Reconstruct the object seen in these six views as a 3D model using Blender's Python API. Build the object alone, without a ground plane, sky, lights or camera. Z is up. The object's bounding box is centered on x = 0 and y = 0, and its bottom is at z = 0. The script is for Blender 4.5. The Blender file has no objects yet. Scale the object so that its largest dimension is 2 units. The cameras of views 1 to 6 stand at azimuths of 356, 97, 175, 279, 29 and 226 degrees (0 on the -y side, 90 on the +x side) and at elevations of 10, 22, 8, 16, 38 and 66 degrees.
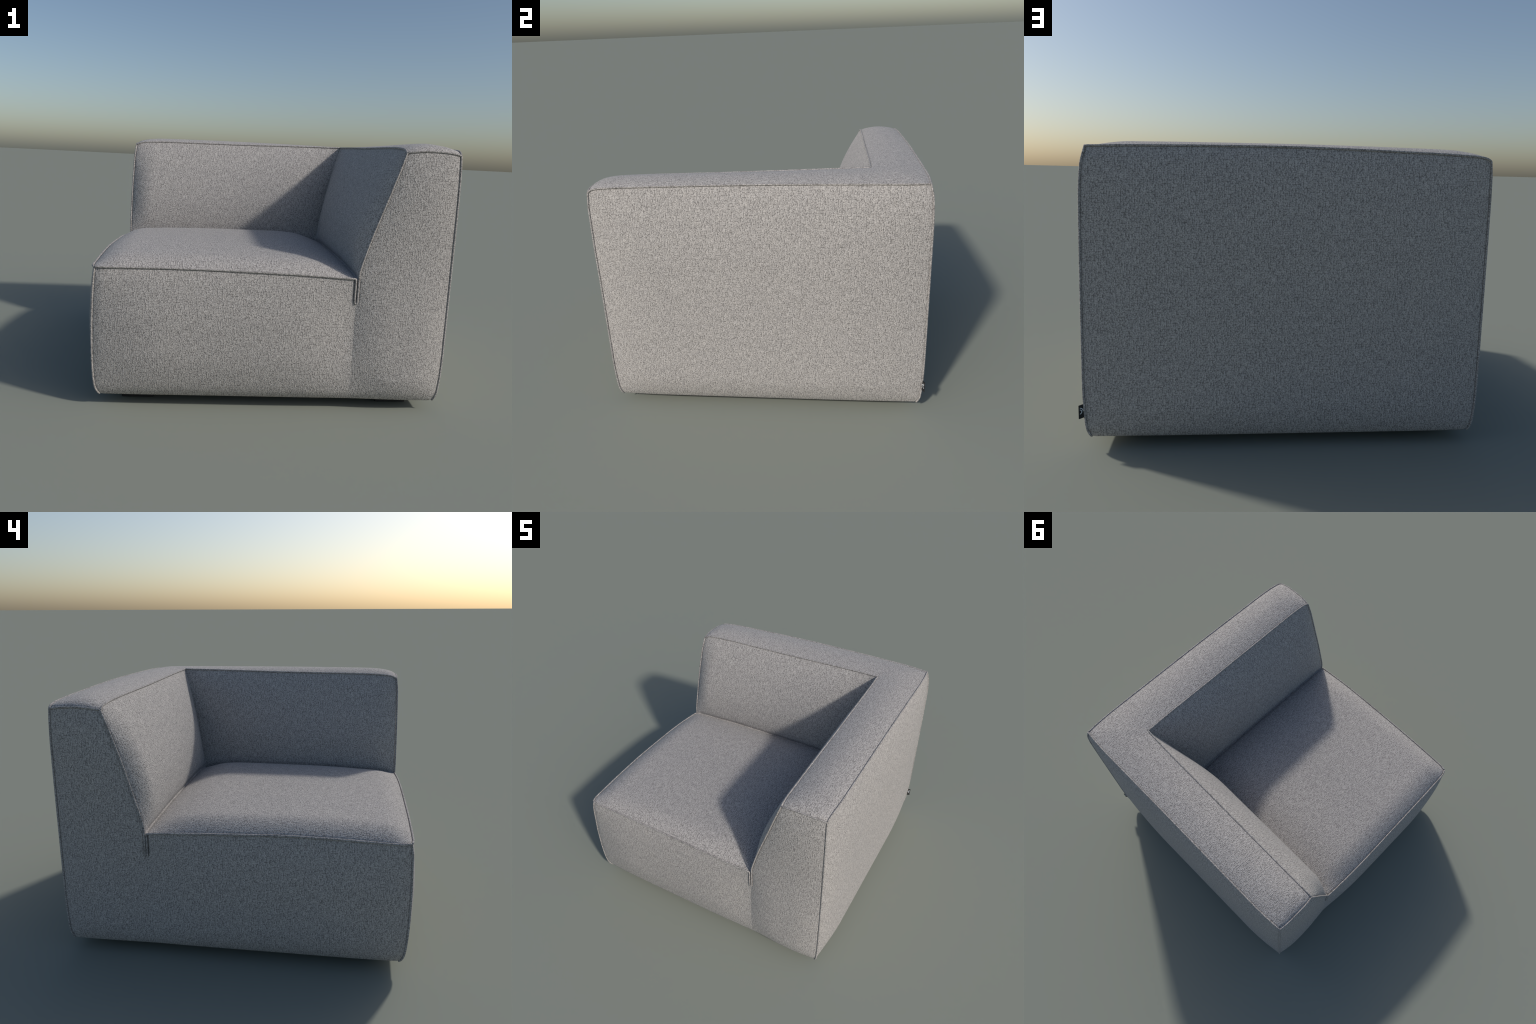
# Corner module of an upholstered sectional sofa: one padded body (seat, base,
# armrest, backrest) sewn from bulging fabric panels with welted seams,
# four low block feet and a small folded label tag.
import bpy, bmesh, math
import numpy as np
from mathutils import Vector

# ------------------------------------------------------------------ helpers
def curve(t, knots):
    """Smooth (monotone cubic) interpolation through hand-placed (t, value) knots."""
    k = np.asarray(knots, float)
    x, y = k[:, 0], k[:, 1]
    h, d = np.diff(x), np.diff(y) / np.diff(x)
    m = np.zeros(len(x))
    m[0], m[-1] = d[0], d[-1]
    for i in range(1, len(x) - 1):
        if d[i - 1] * d[i] > 0:
            w1, w2 = 2 * h[i] + h[i - 1], h[i] + 2 * h[i - 1]
            m[i] = (w1 + w2) / (w1 / d[i - 1] + w2 / d[i])
    t = np.clip(np.asarray(t, float), x[0], x[-1])
    i = np.clip(np.searchsorted(x, t, side='right') - 1, 0, len(x) - 2)
    s = (t - x[i]) / h[i]
    return ((2*s**3 - 3*s**2 + 1) * y[i] + (s**3 - 2*s**2 + s) * h[i] * m[i]
            + (-2*s**3 + 3*s**2) * y[i + 1] + (s**3 - s**2) * h[i] * m[i + 1])

def spaced(n, length, edge=0.0022):
    """n+1 samples on 0..1, dense (about `edge` metres) at both ends of a run."""
    t = np.linspace(-1, 1, n + 1)
    lo, hi = 0.5, 12.0
    for _ in range(60):
        a = 0.5 * (lo + hi)
        first = (1 - np.tanh(a * (1 - 2 / n)) / np.tanh(a)) * 0.5 * length
        lo, hi = (a, hi) if first > edge else (lo, a)
    return 0.5 + 0.5 * np.tanh(a * t) / np.tanh(a)

def puff(s, r, p=2.2):
    """Padding profile: 0 at a seam, 1 at distance r from it."""
    return 1 - (1 - np.clip(s / r, 0, 1)) ** p

GROOVE_W, GROOVE_D = 0.013, 0.0065
def groove(s):
    """How far the cloth dives beside a seam at distance s."""
    return GROOVE_D * (1 - np.clip(s / GROOVE_W, 0, 1)) ** 2

def lerp(a, b, t):
    return a + (b - a) * t

# ------------------------------------------------------------------ layout
Z_SPLIT = 0.742                 # where seat top, arm and back meet
NOTCH_X, NOTCH_Y = 0.436, 0.459 # valley lines on the front and on the left side
NOTCH_END = 0.605               # lower end of the two seam slits

NA, NB, NZL, NZU = 120, 52, 70, 64
A = spaced(NA, 1.38)            # along the seat
Bs = spaced(NB, 0.48)           # across arm / back thickness
ZU = spaced(NZU, 0.68)
ZL = np.concatenate([np.linspace(0, .5, 36)[:-1], .5 + .5 * (1 - (1 - np.linspace(0, 1, NZL - 34)) ** 1.8)])

# lower rows: height and how far the body tucks in towards the underside
row_z = curve(ZL, [(0, .052), (.06, .054), (.12, .062), (.19, .083), (.28, .12), (.38, .2), (.5, .3), (1, Z_SPLIT)])
row_in = curve(ZL, [(0, .09), (.06, .058), (.12, .036), (.19, .022), (.28, .0115), (.38, .0045), (.5, .0008), (.6, 0), (1, 0)])

def corner(xk, yk, z, inset, sx, sy):
    return np.stack([curve(z, xk) - sx * inset, curve(z, yk) - sy * inset, z], -1)

# corner seams, as x(z) and y(z)
FL_X = [(.04, -.938), (.45, -.938), (.6, -.935), (.68, -.931), (.735, -.927), (.774, -.923)]
FL_Y = [(.04, -.945), (.45, -.945), (.6, -.941), (.69, -.939), (.735, -.932), (.774, -.926)]
FR_X = [(.04, .942), (.8, .938), (1.2, .934), (1.41, .928)]
FR_Y = [(.04, -.936), (.44, -.937), (.9, -.941), (1.1, -.944), (1.31, -.944), (1.41, -.936)]
BR_X = [(.04, .956), (.65, .955), (1.2, .951), (1.34, .943), (1.43, .925)]
BR_Y = [(.04, .972), (.75, .970), (1.25, .968), (1.36, .963), (1.43, .948)]
BL_X = [(.04, -.953), (.57, -.952), (1.13, -.952), (1.33, -.951), (1.41, -.946)]
BL_Y = [(.04, .954), (.67, .951), (1.2, .948), (1.41, .940)]

Z_FL, Z_END, Z_K = 0.756, 1.404, 1.430   # seat corner, arm/back ends, rear corner
def low(xk, yk, sx, sy, tuck, ztop=Z_SPLIT):
    z = row_z * 1.0
    z = np.where(ZL > .5, .3 + (z - .3) * (ztop - .3) / (Z_SPLIT - .3), z)
    return corner(xk, yk, z, row_in * tuck, sx, sy)
def high(xk, yk, sx, sy, ztop):
    z = Z_SPLIT + (ztop - Z_SPLIT) * ZU
    return corner(xk, yk, z, 0 * z, sx, sy)

FLl = low(FL_X, FL_Y, -1, -1, 1.05, Z_FL)
FRl, FRu = low(FR_X, FR_Y, 1, -1, .75), high(FR_X, FR_Y, 1, -1, Z_END)
BRl, BRu = low(BR_X, BR_Y, 1, 1, .85), high(BR_X, BR_Y, 1, 1, Z_K)
BLl, BLu = low(BL_X, BL_Y, -1, 1, .7), high(BL_X, BL_Y, -1, 1, Z_END + .002)

# inner front edge of the armrest, inner left edge of the backrest
zu = Z_SPLIT + (Z_END - Z_SPLIT) * ZU
ARM_EDGE = np.stack([curve(zu, [(Z_SPLIT, NOTCH_X), (.78, .444), (.823, .455), (.936, .487), (1.2, .575), (1.3, .608), (1.41, .645)]),
                     curve(zu, [(Z_SPLIT, -.950), (1.0, -.951), (1.3, -.950), (1.41, -.940)]), zu], -1)
BACK_EDGE = np.stack([curve(zu, [(Z_SPLIT, -.953), (1.0, -.956), (1.3, -.954), (1.41, -.945)]),
                      curve(zu, [(Z_SPLIT, NOTCH_Y), (.81, .472), (.936, .508), (1.095, .553), (1.267, .609), (1.33, .632), (1.41, .666)]), zu], -1)
# valley lines below the slits
NF = np.stack([NOTCH_X + 0 * ZL, -.950 + 1.3 * row_in, row_z], -1)
NL = np.stack([-.953 + 1.0 * row_in, NOTCH_Y + 0 * ZL, row_z], -1)
# vertical crease where armrest and backrest meet inside
z_i = lerp(.728, 1.4545, ZU)
INNER = np.stack([curve(z_i, [(.71, .438), (.85, .461), (1.05, .505), (1.3, .571), (1.4545, .6265)]),
                  curve(z_i, [(.71, .461), (.85, .484), (1.05, .528), (1.3, .594), (1.4545, .650)]), z_i], -1)

# horizontal seams (run parameter t 0..1 between two corners, bow outwards, height)
def run(p, q, ts, zk, bow=(0, 0), r=.25, nose=0):
    t = np.asarray(ts)
    c = np.outer(1 - t, p) + np.outer(t, q)
    L = np.linalg.norm(np.asarray(q) - p)
    e = puff(t * L, r) * puff((1 - t) * L, r)
    e = e + nose * puff(t * L, .06) * puff((1 - t) * L, .5)   # rounded start corner
    c[:, 0] += bow[0] * e
    c[:, 1] += bow[1] * e
    z = curve(t, zk)
    z += p[2] - z[0] + t * ((q[2] - p[2]) - (z[-1] - z[0]))
    c[:, 2] = z
    return c

F, K, J = FRu[-1], BRu[-1], BLu[-1]
E_, A_, I_ = ARM_EDGE[-1], BACK_EDGE[-1], INNER[-1]
C_, D_ = NF[-1], NL[-1]
B_ = FLl[-1]
TOP_R = run(F, K, A, [(0, 1.402), (.005, 1.411), (.012, 1.418), (.025, 1.424), (.06, 1.430), (.18, 1.435), (.5, 1.440), (.9, 1.434), (1, 1.430)], (.012, 0))
TOP_B = run(J, K, A, [(0, 1.404), (.005, 1.412), (.012, 1.418), (.025, 1.423), (.06, 1.428), (.2, 1.437), (.5, 1.447), (.85, 1.439), (1, 1.430)], (0, .012))
IN_R = run(E_, I_, A, [(0, 1.404), (.01, 1.413), (.025, 1.421), (.06, 1.428), (.15, 1.434), (.45, 1.439), (.8, 1.449), (1, 1.4545)], (.004, 0))
IN_B = run(A_, I_, A, [(0, 1.404), (.01, 1.413), (.025, 1.421), (.06, 1.428), (.15, 1.434), (.45, 1.439), (.8, 1.449), (1, 1.4545)], (0, .004))
END_R = run(E_, F, Bs, [(0, 1.404), (.2, 1.413), (.5, 1.417), (.8, 1.413), (1, 1.404)], (0, -.010), .1)
END_B = run(A_, J, Bs, [(0, 1.404), (.2, 1.413), (.5, 1.417), (.8, 1.413), (1, 1.404)], (-.010, 0), .1)
SEAT_F = run(B_, C_, A, [(0, .756), (.02, .757), (.1, .760), (.35, .765), (.75, .757), (1, .742)], (0, -.005), .5, 1.8)
SEAT_L = run(B_, D_, A, [(0, .756), (.02, .756), (.073, .758), (.19, .766), (.31, .772), (.43, .776), (.6, .771), (.75, .765), (.92, .752), (1, .742)], (-.006, 0), .5, 2.4)
GUT_R = run(C_, INNER[0], A, [(0, .742), (.1, .754), (.4, .766), (.85, .76), (1, .728)], (-.004, 0))
GUT_B = run(D_, INNER[0], A, [(0, .742), (.1, .754), (.4, .766), (.85, .76), (1, .728)], (0, -.006))
DIAG = np.outer(1 - Bs, I_) + np.outer(Bs, K)

def coons(bottom, top, left, right, us, vs):
    """Surface through four boundary curves. Result [v, u, xyz]."""
    u, v = us[None, :, None], vs[:, None, None]
    ruled = (1 - v) * bottom[None] + v * top[None] + (1 - u) * left[:, None] + u * right[:, None]
    bil = ((1 - u) * (1 - v) * bottom[0] + u * (1 - v) * bottom[-1]
           + (1 - u) * v * top[0] + u * v * top[-1])
    return ruled - bil

def row_curve(p, q, ts):
    return np.outer(1 - ts, p) + np.outer(ts, q)

def arclen(c):
    s = np.concatenate([[0], np.cumsum(np.linalg.norm(np.diff(c, axis=0), axis=1))])
    return s

patches = {}

# ---- front face (faces -y) and left face (faces -x): lower wide part, lower
# ---- part under the arm / back, upper end of the arm / back
def face_panel(name, side_out, valley, outer_l, outer_u, edge, top_seat, top_end, axis, bulge, foot_r, under):
    n = np.zeros(3); n[axis] = -1.0
    other = 1 - axis
    # soft valley running down from the slit
    def dent(P):
        d = np.abs(P[..., other] - valley[-1][other] - np.where(P[..., 2] > Z_SPLIT, np.interp(P[..., 2], edge[:, 2], edge[:, other]) - valley[-1][other], 0))
        z = P[..., 2]
        slit = np.clip((z - NOTCH_END) / .02, 0, 1)
        slit = slit * slit * (3 - 2 * slit)
        slit = np.where(z > Z_SPLIT, 0, slit)
        fade = curve(z, [(.04, .5), (.2, .7), (.45, .95), (.62, 1), (.75, 1), (1.5, 1)])
        return slit * .020 * (1 - np.clip(d / .021, 0, 1)) ** 1.5, fade * np.exp(-((np.hypot(d, .02) - .02) / .19) ** 1.4)
    # lower wide part
    L = coons(row_curve(side_out[0], valley[0], A), top_seat, side_out, valley, A, ZL)
    wid = np.abs(L[:, -1, other] - L[:, 0, other])[:, None]
    s_side = A[None] * wid
    s_top = L[-1, :, 2][None] - L[..., 2]
    s_bot = np.clip(L[..., 2] - .04, 0, None)
    cut, val = dent(L)
    e = puff(s_side, .40, 2) * puff(s_top, .34, 2) * puff(s_bot, foot_r, 1.7) * (1 - .97 * val)
    soft = bulge * e
    line = soft[:, -1]
    h = soft - groove(np.minimum(s_side, s_top)) - cut
    patches[name + '_low'] = (L, h[..., None] * n)
    # lower part under the end
    topm = row_curve(valley[-1], outer_l[-1], Bs)
    Rr = coons(row_curve(valley[0], outer_l[0], Bs), topm, valley, outer_l, Bs, ZL)
    U = coons(topm, top_end, edge, outer_u, Bs, ZU)
    for key, P, up in (('_under', Rr, False), ('_end', U, True)):
        wid = np.abs(P[:, -1, other] - P[:, 0, other])[:, None]
        s_side = (1 - Bs[None]) * wid
        s_in = Bs[None] * wid
        s_top = (top_end[:, 2][None] - P[..., 2])
        s_bot = np.clip(P[..., 2] - .04, 0, None)
        cut, val = dent(P)
        full = bulge * curve(P[..., 2], [(.04, under), (.5, .85 * under), (.95, .42), (1.5, .42)]) * puff(s_side, .20, 2) * puff(s_top, .3, 2) * puff(s_bot, .16, 1.6)
        g = np.minimum(s_side, s_top)
        if up: g = np.minimum(g, s_in)
        # tight fold beside the slit, melting into a soft hollow towards the floor
        t = np.clip(s_in / .26, 0, 1)
        k = np.clip((P[..., 2] - .04) / .34, 0, 1)
        w = lerp(t * t * (3 - 2 * t), puff(s_in, .2, 2), k * k * (3 - 2 * k))
        h = lerp(0 if up else line[:, None], full, w) - groove(g) - cut
        patches[name + key] = (P, h[..., None] * n)

face_panel('front', FLl, NF, FRl, FRu, ARM_EDGE, SEAT_F, END_R, 1, .040, .28, 1.0)
face_panel('left', FLl, NL, BLl, BLu, BACK_EDGE, SEAT_L, END_B, 0, .039, .18, .75)

# ---- outer faces of armrest (+x) and backrest (+y)
def outer_panel(name, s0l, s0u, s1l, s1u, top, axis, bulge):
    n = np.zeros(3); n[axis] = 1.0
    side0 = np.concatenate([s0l, s0u[1:]])
    side1 = np.concatenate([s1l, s1u[1:]])
    # rows share one parameter: height along the seam
    v = np.clip((side0[:, 2] - side0[0, 2]) / (side0[-1, 2] - side0[0, 2]), 0, 1)
    P = coons(row_curve(side0[0], side1[0], A), top, side0, side1, A, v)
    other = 1 - axis
    wid = np.abs(P[:, -1, other] - P[:, 0, other])[:, None]
    s0, s1 = A[None] * wid, (1 - A[None]) * wid
    s_top = top[:, 2][None] - P[..., 2]
    s_bot = np.clip(P[..., 2] - .04, 0, None)
    e = puff(s0, .33, 2) * puff(s1, .62, 2) * puff(s_top, .5, 2) * puff(s_bot, .18, 1.6)
    h = bulge * e - groove(np.minimum(np.minimum(s0, s1), s_top))
    patches[name] = (P, h[..., None] * n)

outer_panel('outer_arm', FRl, FRu, BRl, BRu, TOP_R, 0, .043)
outer_panel('outer_back', BLl, BLu, BRl, BRu, TOP_B, 1, .032)

# ---- top band of armrest and backrest, mitred along one shared diagonal
def top_panel(name, inner, outer, end, sign):
    P = coons(inner, outer, end, DIAG, A, Bs)
    x, y = P[..., 0], P[..., 1]
    dr = np.interp(y, TOP_R[:, 1], TOP_R[:, 0]) - x
    db = np.interp(x, TOP_B[:, 0], TOP_B[:, 1]) - y
    ix = x - np.interp(y, IN_R[:, 1], IN_R[:, 0])
    iy = y - np.interp(x, IN_B[:, 0], IN_B[:, 1])
    d_in = np.hypot(np.clip(ix, 0, None), np.clip(iy, 0, None))
    s_end = A[None] * 1.75
    w = np.broadcast_to(Bs[:, None], x.shape)
    wid = np.linalg.norm(P[-1] - P[0], axis=-1)[None]
    d_in = np.where(w <= 0, 0, d_in); d_out = np.minimum(dr, db)
    e = puff(np.clip(dr, 0, None), .17, 2) * puff(np.clip(db, 0, None), .17, 2) * puff(d_in, .17, 2) * puff(s_end, .20)
    e = np.where((w <= 0) | (w >= 1), 0, e)
    g = np.minimum(np.minimum(w * wid, (1 - w) * wid), s_end)
    h = .018 * e - groove(g)
    patches[name] = (P, h[..., None] * np.array([0, 0, 1.0]))

top_panel('top_arm', IN_R, TOP_R, END_R, 1)
top_panel('top_back', IN_B, TOP_B, END_B, -1)

# ---- leaning inner faces
def inner_panel(name, gut, top, edge, axis, bulge):
    n = np.zeros(3); n[axis] = -1.0
    n[2] = .25; n /= np.linalg.norm(n)
    P = coons(gut, top, edge, INNER, A, ZU)
    s_e = A[None] * 1.45
    s_i = (1 - A[None]) * 1.45
    s_top = (1 - ZU[:, None]) * .7 + 0 * s_e
    s_bot = ZU[:, None] * .7 + 0 * s_e
    e = puff(s_e, .15, 2) * puff(s_top, .40, 2) * puff(s_bot, .27, 1.8) * puff(s_i, .34, 1.6)
    h = bulge * e - groove(np.minimum(s_e, s_top)) - .010 * (1 - np.clip(s_bot / .035, 0, 1)) ** 2 * np.clip(s_e / .05, 0, 1)
    patches[name] = (P, h[..., None] * n)

inner_panel('inner_arm', GUT_R, IN_R, ARM_EDGE, 0, .042)
inner_panel('inner_back', GUT_B, IN_B, BACK_EDGE, 1, .057)

# ---- seat top
P = coons(SEAT_F, GUT_B, SEAT_L, GUT_R, A, A)
su, sv = A[None] * 1.37, A[:, None] * 1.40
wu, wv = (1 - A[None]) * 1.37, (1 - A[:, None]) * 1.40
e = puff(su, .165) * puff(sv, .165) * puff(wu, .30, 1.8) * puff(wv, .30, 1.8)
h = .051 * e - groove(np.minimum(su, sv) + 0 * e) - .006 * (1 - np.clip(np.minimum(wu, wv) / .025, 0, 1)) ** 2
patches['seat'] = (P, h[..., None] * np.array([0, 0, 1.0]))

# ------------------------------------------------------------------ body mesh
PART = {'front_low': 'base', 'left_low': 'base', 'seat': 'seat_cushion',
        'front_under': 'armrest', 'front_end': 'armrest', 'outer_arm': 'armrest',
        'top_arm': 'armrest', 'inner_arm': 'armrest',
        'left_under': 'backrest', 'left_end': 'backrest', 'outer_back': 'backrest',
        'top_back': 'backrest', 'inner_back': 'backrest'}
FLIP = {'left_low', 'left_under', 'left_end', 'outer_back', 'top_arm', 'inner_back'}
names = ['base', 'seat_cushion', 'armrest', 'backrest']

# panels share their border points: where they meet, both move by the mean amount
border = {}
def edge_cells(P):
    nv, nu = P.shape[:2]
    return {(j, i) for j in range(nv) for i in (0, nu - 1)} | {(j, i) for i in range(nu) for j in (0, nv - 1)}
for key, (P, H) in patches.items():
    for c in edge_cells(P):
        border.setdefault(tuple(np.round(P[c] + 3.1e-5, 4)), []).append(H[c])
border = {k: np.mean(v, axis=0) for k, v in border.items()}

FACING = {'front_low': 1, 'front_under': 1, 'front_end': 1, 'outer_back': 1, 'inner_back': 1,
          'left_low': 0, 'left_under': 0, 'left_end': 0, 'outer_arm': 0, 'inner_arm': 0,
          'seat': 2, 'top_arm': 2, 'top_back': 2}
bm = bmesh.new()
facing = bm.faces.layers.int.new('facing')
shared = {}
for key, (P, H) in patches.items():
    nv, nu = P.shape[:2]
    H = H.copy()
    for c in edge_cells(P):
        H[c] = border[tuple(np.round(P[c] + 3.1e-5, 4))]
    cells = edge_cells(P)
    vs = []
    for j in range(nv):
        for i in range(nu):
            k = tuple(np.round(P[j, i] + 3.1e-5, 4)) if (j, i) in cells else None
            if k in shared:
                vs.append(shared[k]); continue
            v = bm.verts.new(P[j, i] + H[j, i]); vs.append(v)
            if k: shared[k] = v
    idx = names.index(PART[key])
    for j in range(nv - 1):
        for i in range(nu - 1):
            q = [vs[j*nu + i], vs[j*nu + i + 1], vs[(j+1)*nu + i + 1], vs[(j+1)*nu + i]]
            if key in FLIP: q.reverse()
            f = bm.faces.new(q); f.material_index = idx; f[facing] = FACING[key]
rim = [e for e in bm.edges if e.is_boundary]
res = bmesh.ops.holes_fill(bm, edges=rim, sides=0)
for f in res['faces']: f.material_index = 0; f[facing] = 2
bmesh.ops.recalc_face_normals(bm, faces=bm.faces)
for f in bm.faces: f.smooth = True
bm.normal_update()
body_normals = {tuple(round(c, 5) for c in v.co): v.normal.copy() for v in bm.verts}

# ------------------------------------------------------------------ materials
def fabric_material(plane):
    """Grey pebbly weave. plane: the two object axes the cloth lies in ('yz', 'xz', 'xy'),
    or '' for the thin cords, which take the grain in space."""
    m = bpy.data.materials.new('grey_woven_fabric'); m.use_nodes = True
    nt = m.node_tree; N, L = nt.nodes, nt.links
    bsdf = N['Principled BSDF']
    tc = N.new('ShaderNodeTexCoord')
    base = tc.outputs['Object']
    if plane:
        sep = N.new('ShaderNodeSeparateXYZ'); com = N.new('ShaderNodeCombineXYZ')
        L.new(base, sep.inputs[0])
        L.new(sep.outputs[plane[0].upper()], com.inputs['X'])
        L.new(sep.outputs[plane[1].upper()], com.inputs['Y'])
        base = com.outputs[0]
    def mapped(scale, turn=(0, 0, 0)):
        mp = N.new('ShaderNodeMapping'); mp.inputs['Scale'].default_value = scale
        mp.inputs['Rotation'].default_value = turn
        L.new(base, mp.inputs['Vector']); return mp.outputs['Vector']
    def noise(vec, scale, detail):
        t = N.new('ShaderNodeTexNoise'); t.inputs['Scale'].default_value = scale
        t.noise_dimensions = '2D' if plane else '3D'
        t.inputs['Detail'].default_value = detail
        L.new(vec, t.inputs['Vector']); return t.outputs['Fac']
    def math_(op, a, b):
        n = N.new('ShaderNodeMath'); n.operation = op
        for s_, v in zip(n.inputs, (a, b)):
            if isinstance(v, (int, float)): s_.default_value = v
            else: L.new(v, s_)
        return n.outputs[0]
    # evenly packed loops of yarn, taller than wide
    cell = N.new('ShaderNodeTexVoronoi'); cell.voronoi_dimensions = '2D' if plane else '3D'
    cell.feature = 'F1'
    cell.inputs['Scale'].default_value = 146; cell.inputs['Randomness'].default_value = .72
    L.new(mapped((1, .84, 1)), cell.inputs['Vector'])
    d = cell.outputs['Distance']
    loop = math_('SUBTRACT', 1.0, math_('MULTIPLY', math_('MULTIPLY', d, d), 1.7))
    tone = N.new('ShaderNodeSeparateColor'); L.new(cell.outputs['Color'], tone.inputs[0])
    rows = noise(mapped((1, .14, 1), (0, 0, .02)), 205, 0.0)     # upright rows
    fuzz = noise(mapped((1, 1, 1), (0, 0, .5)), 265, 0.0)
    blot = noise(mapped((1, 1, 1), (0, 0, .5)), 9, 3.0)
    g = math_('ADD', math_('MULTIPLY', loop, .33), math_('MULTIPLY', tone.outputs[0], .14))
    g = math_('ADD', g, math_('MULTIPLY', rows, .25))
    g = math_('ADD', g, math_('MULTIPLY', fuzz, .34))
    ramp = N.new('ShaderNodeValToRGB'); L.new(g, ramp.inputs['Fac'])
    cr = ramp.color_ramp
    cr.elements[0].position = .36; cr.elements[0].color = (.205, .193, .184, 1)
    cr.elements[1].position = .80; cr.elements[1].color = (.585, .552, .527, 1)
    mid = cr.elements.new(.59); mid.color = (.390, .368, .352, 1)
    mix = N.new('ShaderNodeMix'); mix.data_type = 'RGBA'; mix.blend_type = 'MULTIPLY'
    tint = N.new('ShaderNodeValToRGB'); L.new(blot, tint.inputs['Fac'])
    tint.color_ramp.elements[0].position = .3; tint.color_ramp.elements[0].color = (.97, .97, .973, 1)
    tint.color_ramp.elements[1].position = .7; tint.color_ramp.elements[1].color = (1.0, 1.0, .997, 1)
    mix.inputs['Factor'].default_value = 1
    L.new(ramp.outputs['Color'], mix.inputs['A']); L.new(tint.outputs['Color'], mix.inputs['B'])
    L.new(mix.outputs['Result'], bsdf.inputs['Base Color'])
    bsdf.inputs['Roughness'].default_value = .95
    bsdf.inputs['Specular IOR Level'].default_value = .15
    bsdf.inputs['Sheen Weight'].default_value = .12
    bsdf.inputs['Sheen Roughness'].default_value = .5
    bump = N.new('ShaderNodeBump'); bump.inputs['Strength'].default_value = .75
    bump.inputs['Distance'].default_value = .004
    L.new(g, bump.inputs['Height']); L.new(bump.outputs['Normal'], bsdf.inputs['Normal'])
    return m

def plain_material(name, col, rough, grain=300.0, amount=.15):
    m = bpy.data.materials.new(name); m.use_nodes = True
    nt = m.node_tree; N, L = nt.nodes, nt.links
    bsdf = N['Principled BSDF']
    tc = N.new('ShaderNodeTexCoord'); t = N.new('ShaderNodeTexNoise')
    t.inputs['Scale'].default_value = grain
    L.new(tc.outputs['Object'], t.inputs['Vector'])
    r = N.new('ShaderNodeValToRGB'); L.new(t.outputs['Fac'], r.inputs['Fac'])
    r.color_ramp.elements[0].color = (*[c * (1 - amount) for c in col], 1)
    r.color_ramp.elements[1].color = (*[c * (1 + amount) for c in col], 1)
    L.new(r.outputs['Color'], bsdf.inputs['Base Color'])
    bsdf.inputs['Roughness'].default_value = rough
    return m

CLOTH = [fabric_material(p) for p in ('yz', 'xz', 'xy')]   # by the way a panel faces
CORD = fabric_material('')
FOOT = plain_material('black_plastic', (.012, .012, .013), .6)
TAG = plain_material('black_ribbon', (.014, .014, .015), .8, 900)
MARK = plain_material('pale_grey_thread', (.60, .63, .66), .8, 900)

# ------------------------------------------------------------------ objects
def new_object(name, mesh, parent=None):
    o = bpy.data.objects.new(name, mesh)
    bpy.context.scene.collection.objects.link(o)
    if parent: o.parent = parent
    return o

sofa = bpy.data.objects.new('corner_sofa', None)
bpy.context.scene.collection.objects.link(sofa)
sofa['label'] = 'grey woven fabric corner sofa seat with padded L-shaped back'
sofa['category'] = 'sofa'

parts = {}
for idx, nm in enumerate(names):
    b2 = bm.copy()
    bmesh.ops.delete(b2, geom=[f for f in b2.faces if f.material_index != idx], context='FACES')
    lay = b2.faces.layers.int['facing']
    for f in b2.faces: f.material_index = f[lay]
    b2.faces.layers.int.remove(lay)
    me = bpy.data.meshes.new(nm); b2.to_mesh(me); b2.free()
    for c in CLOTH: me.materials.append(c)
    me.normals_split_custom_set_from_vertices(
        [body_normals[tuple(round(c, 5) for c in v.co)] for v in me.vertices])
    parts[nm] = new_object(nm, me, sofa)
bm.free()

# ---- welted seams: thin cords lying in the grooves
def cord(path, owner, radius=.0056, sides=8):
    p = np.asarray(path, float)
    s = arclen(p); n = max(4, int(s[-1] / .008))
    t = np.linspace(0, s[-1], n + 1)
    p = np.stack([np.interp(t, s, p[:, k]) for k in range(3)], -1)
    tan = np.gradient(p, axis=0); tan /= np.linalg.norm(tan, axis=1)[:, None]
    ref = np.array([.31, .57, .76])
    verts, faces = [], []
    for c, d in zip(p, tan):
        a = np.cross(d, ref); a /= np.linalg.norm(a); b = np.cross(d, a)
        ref = -np.cross(d, a) * 0 + ref
        for k in range(sides):
            w = 2 * math.pi * k / sides
            verts.append(c + radius * (math.cos(w) * a + math.sin(w) * b))
    for j in range(n):
        for k in range(sides):
            k2 = (k + 1) % sides
            faces.append((j*sides + k, j*sides + k2, (j+1)*sides + k2, (j+1)*sides + k))
    faces.append(tuple(range(sides))[::-1]); faces.append(tuple(n*sides + k for k in range(sides)))
    me = bpy.data.meshes.new('piping'); me.from_pydata([tuple(v) for v in verts], [], faces)
    me.polygons.foreach_set('use_smooth', [True] * len(me.polygons))
    me.materials.append(CORD)
    return new_object('piping', me, owner)

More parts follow.
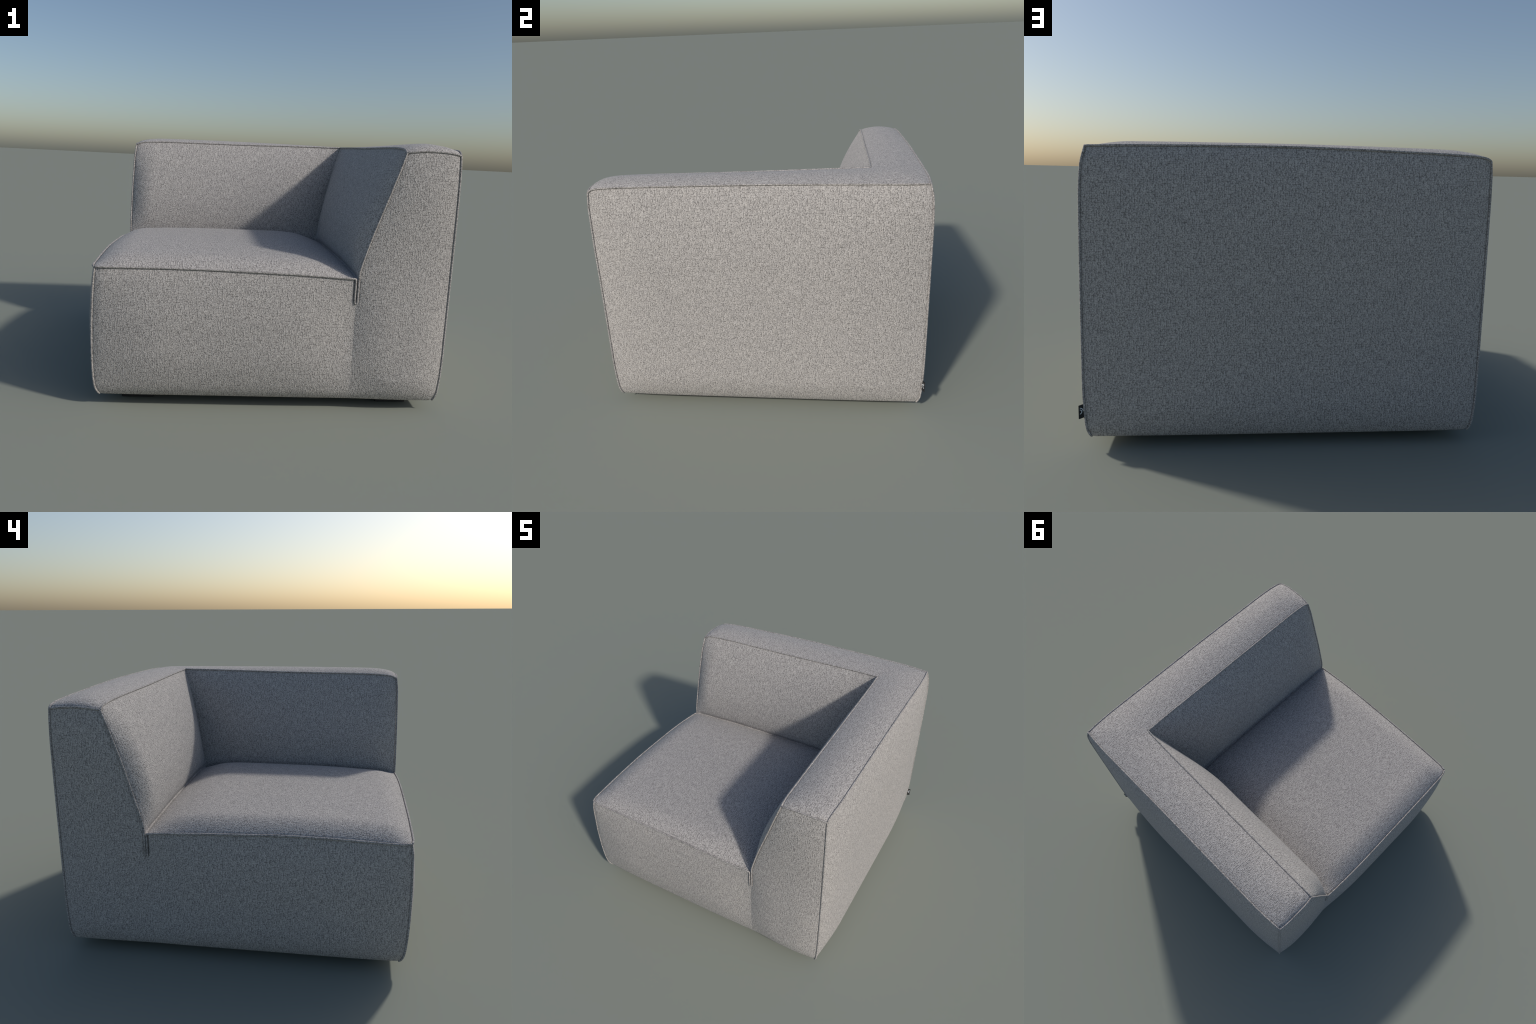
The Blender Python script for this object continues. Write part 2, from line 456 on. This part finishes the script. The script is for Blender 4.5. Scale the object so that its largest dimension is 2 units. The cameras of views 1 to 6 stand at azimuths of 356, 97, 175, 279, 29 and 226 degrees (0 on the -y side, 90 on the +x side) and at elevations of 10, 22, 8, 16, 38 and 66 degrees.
def shift(c, d): return np.asarray(c) + np.array(d)
IN = 0.0
up_from = lambda c: c[row_in < .037]
slit_f = NF[NF[:, 2] > NOTCH_END + .006]
slit_l = NL[NL[:, 2] > NOTCH_END + .006]
def loop_slit(seat_run, slit, edge, axis, gap=.0080):
    """Seat seam, down one side of the slit, round its end and up the arm edge."""
    o = np.zeros(3); o[axis] = gap
    down = slit[::-1] - o
    a = np.linspace(math.pi, 2 * math.pi, 9)[1:-1]
    end = np.stack([slit[0] + np.array([gap * math.cos(k) * (axis == 0), gap * math.cos(k) * (axis == 1), 1.6 * gap * math.sin(k)]) for k in a])
    up = slit + o
    w = np.clip((edge[:, 2] - Z_SPLIT) / .06, 0, 1)[:, None]
    e2 = edge + o * (1 - w) ** 2
    s = seat_run.copy()
    return np.concatenate([s[:-4], down[1:], end, up, e2[2:]])

cord(loop_slit(SEAT_F, slit_f, ARM_EDGE, 0) + np.array([0, -.003, 0]), parts['armrest'])
cord(loop_slit(SEAT_L, slit_l, BACK_EDGE, 1, .0064) + np.array([-.003, 0, 0]), parts['backrest'])
cord(shift(up_from(FLl), (IN, IN, 0)), parts['base'])
cord(shift(np.concatenate([up_from(FRl), FRu[1:]]), (-IN, IN, 0)), parts['armrest'])
cord(shift(np.concatenate([up_from(BRl), BRu[1:]]), (-IN, -IN, 0)), parts['backrest'])
cord(shift(np.concatenate([up_from(BLl), BLu[1:]]), (IN, -IN, 0)), parts['backrest'])
cord(shift(TOP_R, (-IN, 0, -IN)), parts['armrest'])
cord(shift(TOP_B, (0, -IN, -IN)), parts['backrest'])
cord(shift(IN_R, (IN, 0, -IN)), parts['armrest'])
cord(shift(IN_B, (0, IN, -IN)), parts['backrest'])
cord(shift(END_R, (0, IN, -IN)), parts['armrest'])
cord(shift(END_B, (IN, 0, -IN)), parts['backrest'])

# ---- feet: low black blocks
def block(name, size, bevel):
    b = bmesh.new(); bmesh.ops.create_cube(b, size=1)
    for v in b.verts: v.co = Vector((v.co.x * size[0], v.co.y * size[1], (v.co.z + .5) * size[2]))
    bmesh.ops.bevel(b, geom=b.edges[:], offset=bevel, segments=2, affect='EDGES', profile=.5)
    me = bpy.data.meshes.new(name); b.to_mesh(me); b.free(); return me
foot_mesh = block('foot', (.172, .172, .064), .003)
foot_mesh.materials.append(FOOT)
for sx in (-1, 1):
    for sy in (-1, 1):
        o = new_object('foot', foot_mesh, sofa)
        o.location = (sx * .716, sy * .716, 0)

# ---- label tag: a folded ribbon sewn into the rear corner seam
tag_w, tag_h, tag_t = .030, .066, .0035
out = Vector((.86, .51, 0)).normalized()
flat = Vector((-out.y, out.x, 0))
root = Vector((float(curve(.2, BR_X)) - .012, float(curve(.2, BR_Y)) - .010, .205))
b = bmesh.new()
prof = [(0, -.5), (.85, -.5), (.96, -.36), (1, 0), (.96, .36), (.85, .5), (0, .5)]
slope = -.006
rings = []
for z in (-tag_h / 2, tag_h / 2):
    rings.append([b.verts.new(root + out * (u * (tag_w + .008)) + flat * (w * tag_t) + Vector((0, 0, z + slope * u))) for u, w in prof])
n = len(prof)
for i in range(n):
    b.faces.new([rings[0][i], rings[0][(i + 1) % n], rings[1][(i + 1) % n], rings[1][i]])
b.faces.new(rings[0][::-1]); b.faces.new(rings[1])
bmesh.ops.recalc_face_normals(b, faces=b.faces)
me = bpy.data.meshes.new('label_tag'); b.to_mesh(me); b.free(); me.materials.append(TAG)
tag = new_object('label_tag', me, sofa)

def arc_strip(verts, faces, side, r0, r1, a0, a1, cu, cz, steps=18):
    base = len(verts)
    for i in range(steps + 1):
        a = lerp(a0, a1, i / steps)
        for r, lift in ((r0, .0002), (r0, .0011), (r1, .0011), (r1, .0002)):
            u, z = cu - r * math.cos(a), cz + r * math.sin(a)
            verts.append(root + out * u + flat * (side * (tag_t / 2 + lift)) + Vector((0, 0, z)))
    for i in range(steps):
        for k in range(4):
            p, q = base + i*4, base + (i+1)*4
            faces.append((p + k, p + (k+1) % 4, q + (k+1) % 4, q + k))
    faces.append((base, base+1, base+2, base+3)); e = base + steps*4; faces.append((e+3, e+2, e+1, e))
verts, faces = [], []
for side in (-1, 1):
    arc_strip(verts, faces, side, .0085, .0120, -1.45, 1.45, tag_w + .004, -.004)
    arc_strip(verts, faces, side, .0150, .0185, .05, 1.45, tag_w + .004, -.002)
me = bpy.data.meshes.new('emblem'); me.from_pydata([tuple(v) for v in verts], [], faces)
me.materials.append(MARK)
b = bmesh.new(); b.from_mesh(me); bmesh.ops.recalc_face_normals(b, faces=b.faces); b.to_mesh(me); b.free()
new_object('emblem', me, tag)
